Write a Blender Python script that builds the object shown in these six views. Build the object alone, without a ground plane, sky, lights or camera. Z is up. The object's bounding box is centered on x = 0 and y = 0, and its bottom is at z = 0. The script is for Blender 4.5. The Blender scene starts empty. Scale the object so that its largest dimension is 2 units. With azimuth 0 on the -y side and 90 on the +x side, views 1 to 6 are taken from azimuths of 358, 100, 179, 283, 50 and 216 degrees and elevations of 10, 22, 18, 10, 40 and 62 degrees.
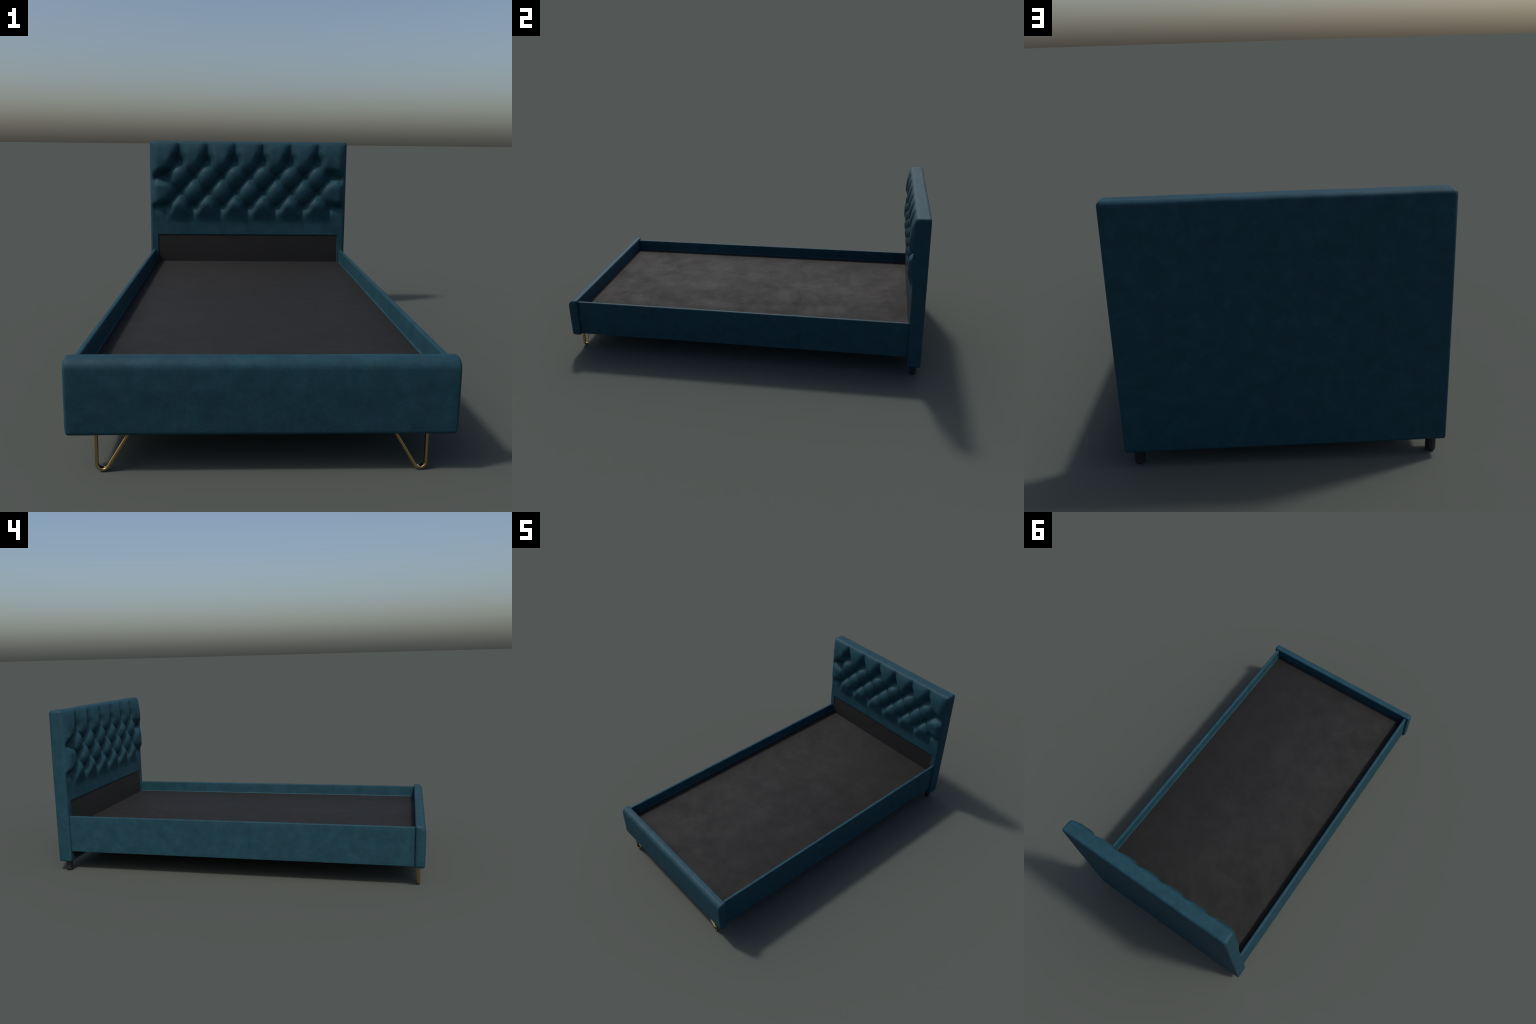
"""Upholstered bed frame: tufted velvet headboard, padded footboard, two side
rails, dark base board, brass hairpin legs in front and black post legs behind.
Frame: metres, z up, foot end at -y, head end at +y."""
import bpy, math
import numpy as np
from mathutils import Vector, noise

# ------------------------------------------------------------------ sizes ---
HALF_W = 0.5335                      # half width of the headboard
FOOT_HALF = 0.5395                   # half width of the footboard at the belly of its ends
HEAD_FRONT, HEAD_BACK = 0.9255, 1.0   # y of the flat headboard faces
HEAD_BOTTOM, HEAD_TOP = 0.0580, 0.9068
RAIL_IN, RAIL_OUT = 0.5045, 0.5216
RAIL_BOTTOM, RAIL_TOP = 0.1146, 0.3179
DECK_TOP = 0.2517
PANEL_X, PANEL_LOW, PANEL_HIGH = 0.4922, 0.0760, 0.4000   # bare lining board set into the headboard
FOOT_BACK, FOOT_FRONT = -0.9485, -1.0
FOOT_BOTTOM, FOOT_TOP = 0.1108, 0.3284

# -------------------------------------------------------------- materials ---
def new_material(name):
    m = bpy.data.materials.new(name)
    m.use_nodes = True
    nt = m.node_tree
    return m, nt, nt.nodes["Principled BSDF"], nt.nodes.new, nt.links.new


def noise_node(nt, coord, scale, detail=4.0, rough=0.55, stretch=(1, 1, 1), offset=(0, 0, 0), distortion=0.0):
    mp = nt.nodes.new("ShaderNodeMapping")
    mp.inputs["Scale"].default_value = stretch
    mp.inputs["Location"].default_value = offset
    nt.links.new(coord, mp.inputs["Vector"])
    n = nt.nodes.new("ShaderNodeTexNoise")
    n.inputs["Scale"].default_value = scale
    n.inputs["Detail"].default_value = detail
    n.inputs["Roughness"].default_value = rough
    n.inputs["Distortion"].default_value = distortion
    nt.links.new(mp.outputs["Vector"], n.inputs["Vector"])
    return n.outputs["Fac"]


def ramp_node(nt, fac, stops):
    r = nt.nodes.new("ShaderNodeValToRGB")
    e = r.color_ramp.elements
    while len(e) < len(stops):
        e.new(0.5)
    for k, (p, c) in enumerate(stops):
        e[k].position = p
        e[k].color = (c[0], c[1], c[2], 1) if len(c) == 3 else c
    nt.links.new(fac, r.inputs["Fac"])
    return r.outputs["Color"]


def bump_chain(nt, bsdf, layers):
    """layers: (height socket, strength, distance)"""
    prev = None
    for h, s, d in layers:
        b = nt.nodes.new("ShaderNodeBump")
        b.inputs["Strength"].default_value = s
        b.inputs["Distance"].default_value = d
        nt.links.new(h, b.inputs["Height"])
        if prev is not None:
            nt.links.new(prev, b.inputs["Normal"])
        prev = b.outputs["Normal"]
    nt.links.new(prev, bsdf.inputs["Normal"])


def velvet_material():
    m, nt, p, N, L = new_material("teal_velvet")
    co = N("ShaderNodeTexCoord").outputs["Object"]
    cloud = noise_node(nt, co, 17.0, 8.0, 0.72)
    col = ramp_node(nt, cloud, [(0.32, (0.0088, 0.0400, 0.0565)),
                                (0.50, (0.0116, 0.0497, 0.0700)),
                                (0.68, (0.0152, 0.0615, 0.0850))])
    hue = noise_node(nt, co, 14.0, 4.0, 0.55, offset=(3.1, 7.7, 1.3))
    tint = ramp_node(nt, hue, [(0.38, (0.92, 1.02, 0.995)), (0.62, (1.08, 0.98, 1.005))])
    mul = N("ShaderNodeMix"); mul.data_type = "RGBA"; mul.blend_type = "MULTIPLY"
    mul.inputs[0].default_value = 1.0
    L(col, mul.inputs[6]); L(tint, mul.inputs[7])
    pile = noise_node(nt, co, 420.0, 3.0, 0.6)
    grain = ramp_node(nt, pile, [(0.35, (0.82, 0.82, 0.82)), (0.65, (1.16, 1.16, 1.16))])
    mul2 = N("ShaderNodeMix"); mul2.data_type = "RGBA"; mul2.blend_type = "MULTIPLY"
    mul2.inputs[0].default_value = 1.0
    L(mul.outputs[2], mul2.inputs[6]); L(grain, mul2.inputs[7])
    L(mul2.outputs[2], p.inputs["Base Color"])
    p.inputs["Roughness"].default_value = 0.62
    p.inputs["Specular IOR Level"].default_value = 0.20
    wrinkle = noise_node(nt, co, 26.0, 3.0, 0.5, offset=(9, 2, 5))
    bump_chain(nt, p, [(wrinkle, 0.25, 0.004), (pile, 0.25, 0.001)])
    return m


def base_board_material():
    m, nt, p, N, L = new_material("charcoal_felt")
    co = N("ShaderNodeTexCoord").outputs["Object"]
    cloud = noise_node(nt, co, 6.0, 12.0, 0.74, distortion=0.15)
    col = ramp_node(nt, cloud, [(0.30, (0.0062, 0.0062, 0.0062)),
                                (0.50, (0.0085, 0.0085, 0.0085)),
                                (0.70, (0.0108, 0.0108, 0.0108))])
    L(col, p.inputs["Base Color"])
    rg = ramp_node(nt, cloud, [(0.34, (0.88, 0.88, 0.88)), (0.66, (0.73, 0.73, 0.73))])
    L(rg, p.inputs["Roughness"])
    p.inputs["Specular IOR Level"].default_value = 0.41
    fibre = noise_node(nt, co, 240.0, 4.0, 0.6)
    bump_chain(nt, p, [(cloud, 0.3, 0.006), (fibre, 0.2, 0.001)])
    return m


def panel_material():
    m, nt, p, N, L = new_material("black_lining")
    co = N("ShaderNodeTexCoord").outputs["Object"]
    cloud = noise_node(nt, co, 6.0, 6.0, 0.6)
    col = ramp_node(nt, cloud, [(0.3, (0.0070, 0.0070, 0.0070)), (0.7, (0.0100, 0.0098, 0.0096))])
    L(col, p.inputs["Base Color"])
    p.inputs["Roughness"].default_value = 0.8
    p.inputs["Specular IOR Level"].default_value = 0.41
    fibre = noise_node(nt, co, 240.0, 4.0, 0.6)
    bump_chain(nt, p, [(fibre, 0.2, 0.001)])
    return m


def brass_material():
    m, nt, p, N, L = new_material("polished_brass")
    co = N("ShaderNodeTexCoord").outputs["Object"]
    n = noise_node(nt, co, 60.0, 3.0, 0.5)
    col = ramp_node(nt, n, [(0.3, (0.62, 0.42, 0.17)), (0.7, (0.68, 0.47, 0.20))])
    L(col, p.inputs["Base Color"])
    p.inputs["Metallic"].default_value = 1.0
    p.inputs["Roughness"].default_value = 0.14
    return m


def black_plastic_material():
    m, nt, p, N, L = new_material("black_plastic")
    co = N("ShaderNodeTexCoord").outputs["Object"]
    n = noise_node(nt, co, 90.0, 3.0, 0.5)
    col = ramp_node(nt, n, [(0.3, (0.014, 0.014, 0.0150)), (0.7, (0.019, 0.019, 0.020))])
    L(col, p.inputs["Base Color"])
    p.inputs["Roughness"].default_value = 0.45
    bump_chain(nt, p, [(n, 0.1, 0.001)])
    return m


# --------------------------------------------------------------- geometry ---
def make_object(name, verts, faces, material, parent, smooth_angle=None):
    me = bpy.data.meshes.new(name)
    me.from_pydata([tuple(v) for v in verts], [], faces)
    me.update()
    me.validate()
    me.materials.append(material)
    ob = bpy.data.objects.new(name, me)
    bpy.context.scene.collection.objects.link(ob)
    ob.parent = parent
    for poly in me.polygons:
        poly.use_smooth = True
    if smooth_angle is not None:
        me.set_sharp_from_angle(angle=math.radians(smooth_angle))
    return ob


def rounded_polygon(corners, steps=8):
    """corners: (a, b, radius); returns an outline with each corner turned into an arc."""
    out = []
    n = len(corners)
    for i in range(n):
        p = Vector(corners[i][:2]); r = corners[i][2]
        a = (Vector(corners[i - 1][:2]) - p).normalized()
        b = (Vector(corners[(i + 1) % n][:2]) - p).normalized()
        ang = a.angle(b)
        if r <= 0 or abs(math.pi - ang) < 1e-3:
            out.append(p); continue
        t = r / math.tan(ang / 2)
        c = p + (a + b).normalized() * (r / math.sin(ang / 2))
        s, e = p + a * t - c, p + b * t - c
        sweep = math.pi - ang
        for k in range(steps + 1):
            f = k / steps
            v = (s * math.sin((1 - f) * sweep) + e * math.sin(f * sweep)) / math.sin(sweep)
            out.append(c + v)
    return out


def fill_edges(loop, gap):
    """adds points along the long straight runs of a closed outline"""
    out = []
    for i, p in enumerate(loop):
        q = loop[(i + 1) % len(loop)]
        k = max(1, int((q - p).length / gap))
        out += [p + (q - p) * (j / k) for j in range(k)]
    return out


def padded_extrusion(name, loop, start, end, place, material, parent, end_radius=0.005,
                     gap=0.02, soft=0.0, seed=0.0, end_inset=None):
    """Sweeps an outline from start to end, rounding both ends; place(a, b, t) -> xyz.
    end_radius: length of the rounding along the sweep, end_inset: how far it eats into the outline.
    soft: amplitude of the gentle unevenness of padding under cloth."""
    n = len(loop)
    inset = end_radius if end_inset is None else end_inset
    area = sum(loop[i].x * loop[(i + 1) % n].y - loop[(i + 1) % n].x * loop[i].y for i in range(n))
    sgn = 1 if area > 0 else -1
    normals = []
    for i in range(n):
        e1 = (loop[i] - loop[i - 1]).normalized(); e2 = (loop[(i + 1) % n] - loop[i]).normalized()
        t = (e1 + e2).normalized()
        normals.append(Vector((t.y, -t.x)) * sgn)
    steps = 8
    first = [(start + end_radius * (1 - math.sin(k / steps * math.pi / 2)), inset * (1 - math.cos(k / steps * math.pi / 2)))
             for k in range(steps, -1, -1)]
    m = max(1, int((end - start - 2 * end_radius) / gap))
    middle = [(start + end_radius + (end - start - 2 * end_radius) * k / m, 0.0) for k in range(1, m)]
    last = [(start + end - t, i) for t, i in reversed(first)]
    rings = first + middle + last
    los = Vector((min(p.x for p in loop), min(p.y for p in loop))); his = Vector((max(p.x for p in loop), max(p.y for p in loop)))
    mid, half = (los + his) / 2, (his - los) / 2
    verts = []
    for t, ins in rings:
        for i in range(n):
            if end_inset is None:
                q = loop[i] - normals[i] * ins
            else:                                  # domed end: shrink towards the middle
                q = mid + Vector(((loop[i].x - mid.x) * (1 - ins / half.x), (loop[i].y - mid.y) * (1 - ins / half.y)))
            if soft:
                x, y, z = place(q.x, q.y, t)
                q = q + normals[i] * (soft * noise.noise(Vector((x * 9 + seed, y * 9, z * 9))))
            verts.append(place(q.x, q.y, t))
    faces = []
    R = len(rings)
    for r in range(R - 1):
        for i in range(n):
            j = (i + 1) % n
            faces.append((r * n + i, r * n + j, (r + 1) * n + j, (r + 1) * n + i))
    faces.append(tuple(range(n - 1, -1, -1)))
    faces.append(tuple((R - 1) * n + i for i in range(n)))
    ob = make_object(name, verts, faces, material, parent, 40)
    fix_normals(ob)
    return ob


def fix_normals(ob):
    import bmesh
    bm = bmesh.new(); bm.from_mesh(ob.data)
    bmesh.ops.recalc_face_normals(bm, faces=bm.faces)
    bm.to_mesh(ob.data); bm.free()


# ------------------------------------------------ tufting of the headboard ---
PITCH = 0.150                      # spacing of the buttons along a row
ROWS = (0.799, 0.7145, 0.630, 0.5455)   # heights of the four rows
EDGE_X = HALF_W


def tuft_layout():
    """pull points and the creases between them: (x0,z0,depth0, x1,z1,depth1, mid depth)"""
    pulls, creases = [], []
    rows = []
    for k, z in enumerate(ROWS):
        xs = [(i - 2.5) * PITCH for i in range(6)] if k % 2 == 0 else [(i - 3) * PITCH for i in range(7)]
        rows.append(xs)
        pulls += [(x, z) for x in xs]
    for k in range(3):
        for x in rows[k]:
            for x2 in rows[k + 1]:
                if abs(x - x2) < PITCH * 0.6:
                    creases.append((x, ROWS[k], 1.0, x2, ROWS[k + 1], 1.0, 0.64))
    for x in rows[0]:                                   # pleats up to the top edge
        creases.append((x, ROWS[0], 1.0, x * 1.0, HEAD_TOP - 0.004, 0.52, 0.76))
    for k in (1, 3):                                    # pleats out to the sides
        for s in (-1, 1):
            creases.append((s * 3 * PITCH, ROWS[k], 1.0, s * 0.503, ROWS[k] - 0.003, 0.85, 0.92))
    for x in rows[3]:                                   # pleats fading downwards
        creases.append((x, ROWS[3], 1.0, x, ROWS[3] - 0.110, 0.30, 0.75))
    return pulls, creases


PULLS, CREASES = tuft_layout()
BULGE, SINK, DIMPLE = 0.0262, 0.015, 0.007
ABOVE, BELOW = 0.067, 0.045        # reach of a slanting crease into the pad over it and under it
WIDE, SHORT = 0.058, 0.050         # reach of the straight pleats to the edges and of those fading downwards


def tuft_offset(x, z):
    """how far the padding stands out (+) or is pulled in (-) at points of the front face"""
    families = {}
    for x0, z0, d0, x1, z1, d1, dm in CREASES:
        ex, ez = x1 - x0, z1 - z0
        t = np.clip(((x - x0) * ex + (z - z0) * ez) / (ex * ex + ez * ez), 0, 1)
        d = np.hypot(x - x0 - t * ex, z - z0 - t * ez)
        depth = d0 * (1 - t) * (1 - 2 * t) + 4 * dm * t * (1 - t) + d1 * t * (2 * t - 1)
        depth = np.clip(depth, 0, 1)
        if d1 == 1.0:
            over = np.clip((z - z0 - t * ez) / (d + 1e-6) / 0.66, -1, 1)
            reach = BELOW + (ABOVE - BELOW) * (0.5 + 0.5 * over)
        else:
            reach = WIDE if z1 > z0 - 0.05 else SHORT
        g = np.clip(d / reach, 0, 1)
        slant = round(math.atan2(ez, ex) * 2 / math.pi, 1) if d1 == 1.0 else d1
        level = 1 - depth * (1 - g) ** 2.25
        families[slant] = np.minimum(families.get(slant, level), level)
    full = np.ones_like(x)
    for level in families.values():          # '/' creases, '\\' creases, then the straight pleats
        full = full * level
    ax = np.abs(x)
    ease = lambda v: v * v * (3 - 2 * v)
    slow = np.sin(np.clip((HEAD_TOP - 0.008 - z) / 0.115, 0, 1) * math.pi / 2) ** 1.1
    quick = 1 - (1 - np.clip((HEAD_TOP + 0.003 - z) / 0.050, 0, 1)) ** 2
    top = 0.62 * slow + 0.38 * quick
    side = np.clip((HALF_W - 0.001 - ax) / 0.050, 0, 1)
    side = 1 - (1 - side) ** 2
    low = ease(np.clip((z - 0.460) / 0.118, 0, 1))
    corner = ease(np.clip((0.485 - ax) / 0.050, 0, 1))          # the outer lower corners stay flat
    low = low * (corner + (1 - corner) * ease(np.clip((z - 0.540) / 0.040, 0, 1)))
    pull_top = ease(np.clip((HEAD_TOP - 0.002 - z) / 0.050, 0, 1))
    pull_side = ease(np.clip((HALF_W - 0.008 - ax) / 0.026, 0, 1))
    pull_low = ease(np.clip((z - 0.470) / 0.130, 0, 1))
    dimple = sum(np.exp(-((x - px) ** 2 + (z - pz) ** 2) / 0.017 ** 2) for px, pz in PULLS)
    return BULGE * top * side * low * full - DIMPLE * dimple * np.clip((z - 0.50) / 0.10, 0, 1) - SINK * pull_top * pull_side * pull_low * (1 - full)


def build_headboard(material, parent):
    """Rounded box with dense faces; its front is pushed out and in by the tufting."""
    r = 0.015
    def axis(lo, hi, n, rr):
        arc = [rr * (1 - math.cos(math.pi / 2 * k / 6)) for k in range(6)]
        inner = list(np.linspace(lo + rr, hi - rr, n))
        return [lo + a for a in arc] + inner + [hi - a for a in reversed(arc)]
    xs = axis(-HALF_W, HALF_W, 270, r)
    zs = axis(HEAD_BOTTOM, HEAD_TOP, 216, r)
    # extra grid lines along the rim of the recess that holds the lining board
    xs = sorted([v for v in xs if abs(abs(v) - PANEL_X) > 0.003] + [s * (PANEL_X + d) for s in (-1, 1) for d in (-0.001, 0.0006)])
    zs = sorted([v for v in zs if min(abs(v - PANEL_LOW), abs(v - PANEL_HIGH)) > 0.003]
                + [PANEL_LOW - 0.0006, PANEL_LOW + 0.001, PANEL_HIGH - 0.001, PANEL_HIGH + 0.0006])
    ys = axis(HEAD_FRONT, HEAD_BACK, 8, r)
    nx, ny, nz = len(xs), len(ys), len(zs)
    index, verts, faces = {}, [], []

    def vid(i, j, k):
        key = (i, j, k)
        if key not in index:
            index[key] = len(verts)
            verts.append((xs[i], ys[j], zs[k]))
        return index[key]
    for i in range(nx - 1):
        for k in range(nz - 1):
            faces.append((vid(i, 0, k), vid(i + 1, 0, k), vid(i + 1, 0, k + 1), vid(i, 0, k + 1)))
            b = ny - 1
            faces.append((vid(i, b, k), vid(i, b, k + 1), vid(i + 1, b, k + 1), vid(i + 1, b, k)))
    for j in range(ny - 1):
        for k in range(nz - 1):
            faces.append((vid(0, j, k), vid(0, j, k + 1), vid(0, j + 1, k + 1), vid(0, j + 1, k)))
            a = nx - 1
            faces.append((vid(a, j, k), vid(a, j + 1, k), vid(a, j + 1, k + 1), vid(a, j, k + 1)))
        for i in range(nx - 1):
            faces.append((vid(i, j, 0), vid(i, j + 1, 0), vid(i + 1, j + 1, 0), vid(i + 1, j, 0)))
            t = nz - 1
            faces.append((vid(i, j, t), vid(i + 1, j, t), vid(i + 1, j + 1, t), vid(i, j + 1, t)))
    P = np.array(verts)
    # round the edges: bigger radius in front and on top, tighter at the back and bottom
    front = np.clip((HEAD_BACK - 0.02 - P[:, 1]) / 0.04, 0, 1)
    rad = np.maximum(0.008 + 0.005 * front * np.clip((P[:, 2] - 0.10) / 0.2, 0, 1), r - 0.007 * np.clip((HEAD_TOP - P[:, 2] - 0.01) / 0.30, 0, 1))
    R = 0.015                                   # upper corners as seen from the front
    sx, ax, z, y = np.sign(P[:, 0]), np.abs(P[:, 0]), P[:, 2].copy(), P[:, 1].copy()
    dx, dz = ax - (HALF_W - R), z - (HEAD_TOP - R)
    c = (dx > 0) & (dz > 0)
    hyp = np.maximum(np.hypot(dx, dz), 1e-9)
    k = np.where(c, np.maximum(dx, dz) / hyp, 1.0)
    ax = np.where(c, HALF_W - R + dx * k, ax); z = np.where(c, HEAD_TOP - R + dz * k, z)
    to_side, to_top = HALF_W - ax, HEAD_TOP - z
    use_top = to_top < to_side
    gap = np.where(c, R - hyp * k, np.minimum(to_side, to_top))
    nx_ = np.where(c, dx / hyp, np.where(use_top, 0.0, 1.0)); nz_ = np.where(c, dz / hyp, np.where(use_top, 1.0, 0.0))
    e_rim = np.clip(rad - gap, 0, None)
    e_low = np.clip(rad - (z - HEAD_BOTTOM), 0, None)
    e_y = np.clip(rad - np.minimum(y - HEAD_FRONT, HEAD_BACK - y), 0, None)
    size = np.sqrt(e_rim ** 2 + e_low ** 2 + e_y ** 2)
    cut = 1 - np.where(size > rad, rad / np.maximum(size, 1e-9), 1.0)
    ax = ax - nx_ * e_rim * cut
    z = z - nz_ * e_rim * cut + e_low * cut
    y = y + np.where(y < (HEAD_FRONT + HEAD_BACK) / 2, 1.0, -1.0) * e_y * cut
    Q = np.stack([sx * ax, y, z], axis=1)
    # padding: only the front half moves, fading towards the middle of the thickness
    w = np.clip((HEAD_FRONT + 0.040 - Q[:, 1]) / 0.032, 0, 1)
    w = w * w * (3 - 2 * w)
    Q[:, 1] -= w * tuft_offset(Q[:, 0], Q[:, 2])
    recess = (np.abs(Q[:, 0]) < PANEL_X - 0.0005) & (Q[:, 2] > PANEL_LOW + 0.0005) & (Q[:, 2] < PANEL_HIGH - 0.0005) & (Q[:, 1] < HEAD_FRONT + 0.01)
    Q[:, 1] += np.where(recess, 0.006, 0.0)
    # cloth is never dead flat
    out = []
    for x, y, z in Q:
        f = noise.noise(Vector((x * 7, y * 7, z * 7)))
        out.append((x, y + (0.0008 * f if y < 0.96 else 0.0), z + (0.0012 * f if z > 0.88 else 0.0)))
    return make_object("headboard", out, faces, material, parent)


# -------------------------------------------------------------- brass legs ---
def hairpin_path():
    """centre line in (x, z) of the bent flat bar, for the -x leg"""
    r, t = 0.0165, 0.0075
    cx, cz = -0.4412, r + t / 2
    top_out = (-0.4577, FOOT_BOTTOM + 0.004)
    top_in = Vector((-0.3650, FOOT_BOTTOM + 0.004))
    pts = [top_out, (cx - r, cz + 0.03)]
    c = Vector((cx, cz)); v = top_in - c
    a_end = math.atan2(v.y, v.x) - math.acos(r / v.length)
    for k in range(15):
        a = -math.pi + (a_end + math.pi) * k / 14
        pts.append((cx + r * math.cos(a), cz + r * math.sin(a)))
    pts.append((top_in.x, top_in.y))
    return [Vector(p) for p in pts], t


def build_hairpin(material, parent, side):
    path, t = hairpin_path()
    y0, y1, ch = -0.9760, -0.9617, 0.0012
    h = t / 2
    sect = [(-h, y0 + ch), (-h + ch, y0), (h - ch, y0), (h, y0 + ch),
            (h, y1 - ch), (h - ch, y1), (-h + ch, y1), (-h, y1 - ch)]
    verts, faces = [], []
    n = len(path)
    for i, p in enumerate(path):
        tan = (path[min(i + 1, n - 1)] - path[max(i - 1, 0)]).normalized()
        nrm = Vector((tan.y, -tan.x))
        for s, y in sect:
            q = p + nrm * s
            verts.append((-side * q.x, y, q.y))
    m = len(sect)
    for i in range(n - 1):
        for k in range(m):
            j = (k + 1) % m
            faces.append((i * m + k, i * m + j, (i + 1) * m + j, (i + 1) * m + k))
    faces.append(tuple(range(m))); faces.append(tuple((n - 1) * m + k for k in range(m)))
    ob = make_object("hairpin_leg", verts, faces, material, parent)
    fix_normals(ob)
    ob.data.set_sharp_from_angle(angle=math.radians(25))
    return ob


def build_post_leg(material, parent, x):
    prof = [(0.0, 0.0), (0.0140, 0.0), (0.0160, 0.0012), (0.0172, 0.0035), (0.0175, 0.007), (0.0175, HEAD_BOTTOM + 0.004), (0.0, HEAD_BOTTOM + 0.004)]
    seg = 40
    verts, faces = [], []
    for r, z in prof:
        for k in range(seg):
            a = 2 * math.pi * k / seg
            verts.append((x + r * math.cos(a), 0.9625 + r * math.sin(a), z))
    for i in range(len(prof) - 1):
        for k in range(seg):
            j = (k + 1) % seg
            faces.append((i * seg + k, i * seg + j, (i + 1) * seg + j, (i + 1) * seg + k))
    ob = make_object("post_leg", verts, faces, material, parent)
    import bmesh
    bm = bmesh.new(); bm.from_mesh(ob.data)
    bmesh.ops.remove_doubles(bm, verts=bm.verts, dist=1e-6)
    bmesh.ops.recalc_face_normals(bm, faces=bm.faces)
    bm.to_mesh(ob.data); bm.free()
    ob.data.set_sharp_from_angle(angle=math.radians(40))
    return ob


# ------------------------------------------------------------------ build ---
velvet = velvet_material()
felt = base_board_material()
lining = panel_material()
brass = brass_material()
plastic = black_plastic_material()

bed = bpy.data.objects.new("bed_frame", None)
bpy.context.scene.collection.objects.link(bed)
bed["label"] = "teal velvet bed frame with button tufted headboard and brass hairpin legs"
bed["category"] = "bed"

build_headboard(velvet, bed)

# bare lining board in the lower front of the headboard
loop = rounded_polygon([(-PANEL_X, PANEL_LOW, 0.001), (PANEL_X, PANEL_LOW, 0.001), (PANEL_X, PANEL_HIGH, 0.001), (-PANEL_X, PANEL_HIGH, 0.001)], 2)
padded_extrusion("headboard_panel", loop, HEAD_FRONT + 0.0022, HEAD_FRONT + 0.012, lambda a, b, t: (a, t, b), lining, bed, 0.0008)

# footboard: side profile in (y, z) with a big roll over the front top edge
foot = rounded_polygon([(FOOT_BACK, FOOT_BOTTOM, 0.004), (FOOT_BACK, FOOT_TOP, 0.007),
                        (FOOT_FRONT + 0.0008, FOOT_TOP, 0.031), (FOOT_FRONT, 0.245, 0.15),
                        (FOOT_FRONT + 0.0035, FOOT_BOTTOM, 0.012)], 10)
padded_extrusion("footboard", fill_edges(foot, 0.012), -FOOT_HALF, FOOT_HALF, lambda a, b, t: (t, a, b), velvet, bed, 0.011, 0.012, 0.0007, 3.0, end_inset=0.019)

# side rails: (x, z) profile with a small flare drawing the pale line along the base board
for s in (1, -1):
    rail = rounded_polygon([(RAIL_OUT, RAIL_BOTTOM, 0.003), (RAIL_OUT, RAIL_TOP, 0.005), (RAIL_IN, RAIL_TOP, 0.005),
                            (RAIL_IN, DECK_TOP + 0.0045, 0.002), (RAIL_IN - 0.0032, DECK_TOP + 0.0008, 0.0), (RAIL_IN - 0.0032, DECK_TOP - 0.010, 0.0),
                            (RAIL_IN, DECK_TOP - 0.012, 0.0), (RAIL_IN, RAIL_BOTTOM, 0.003)], 6)
    padded_extrusion("side_rail", fill_edges(rail, 0.015), FOOT_BACK - 0.0005 + 0.001, HEAD_FRONT + 0.0005,
                     (lambda a, b, t, s=s: (s * a, t, b)), velvet, bed, 0.003, 0.015, 0.0006, 11.0 * s)

# base board that carries the mattress
deck = rounded_polygon([(-RAIL_IN + 0.001, DECK_TOP - 0.018, 0.001), (RAIL_IN - 0.001, DECK_TOP - 0.018, 0.001),
                        (RAIL_IN - 0.001, DECK_TOP, 0.001), (-RAIL_IN + 0.001, DECK_TOP, 0.001)], 2)
padded_extrusion("base_board", deck, FOOT_BACK + 0.0005, HEAD_FRONT + 0.0015, lambda a, b, t: (a, t, b), felt, bed, 0.0005, 0.05)

for s in (-1, 1):
    build_hairpin(brass, bed, s)
for s in (-1, 1):
    build_post_leg(plastic, bed, s * 0.4915)
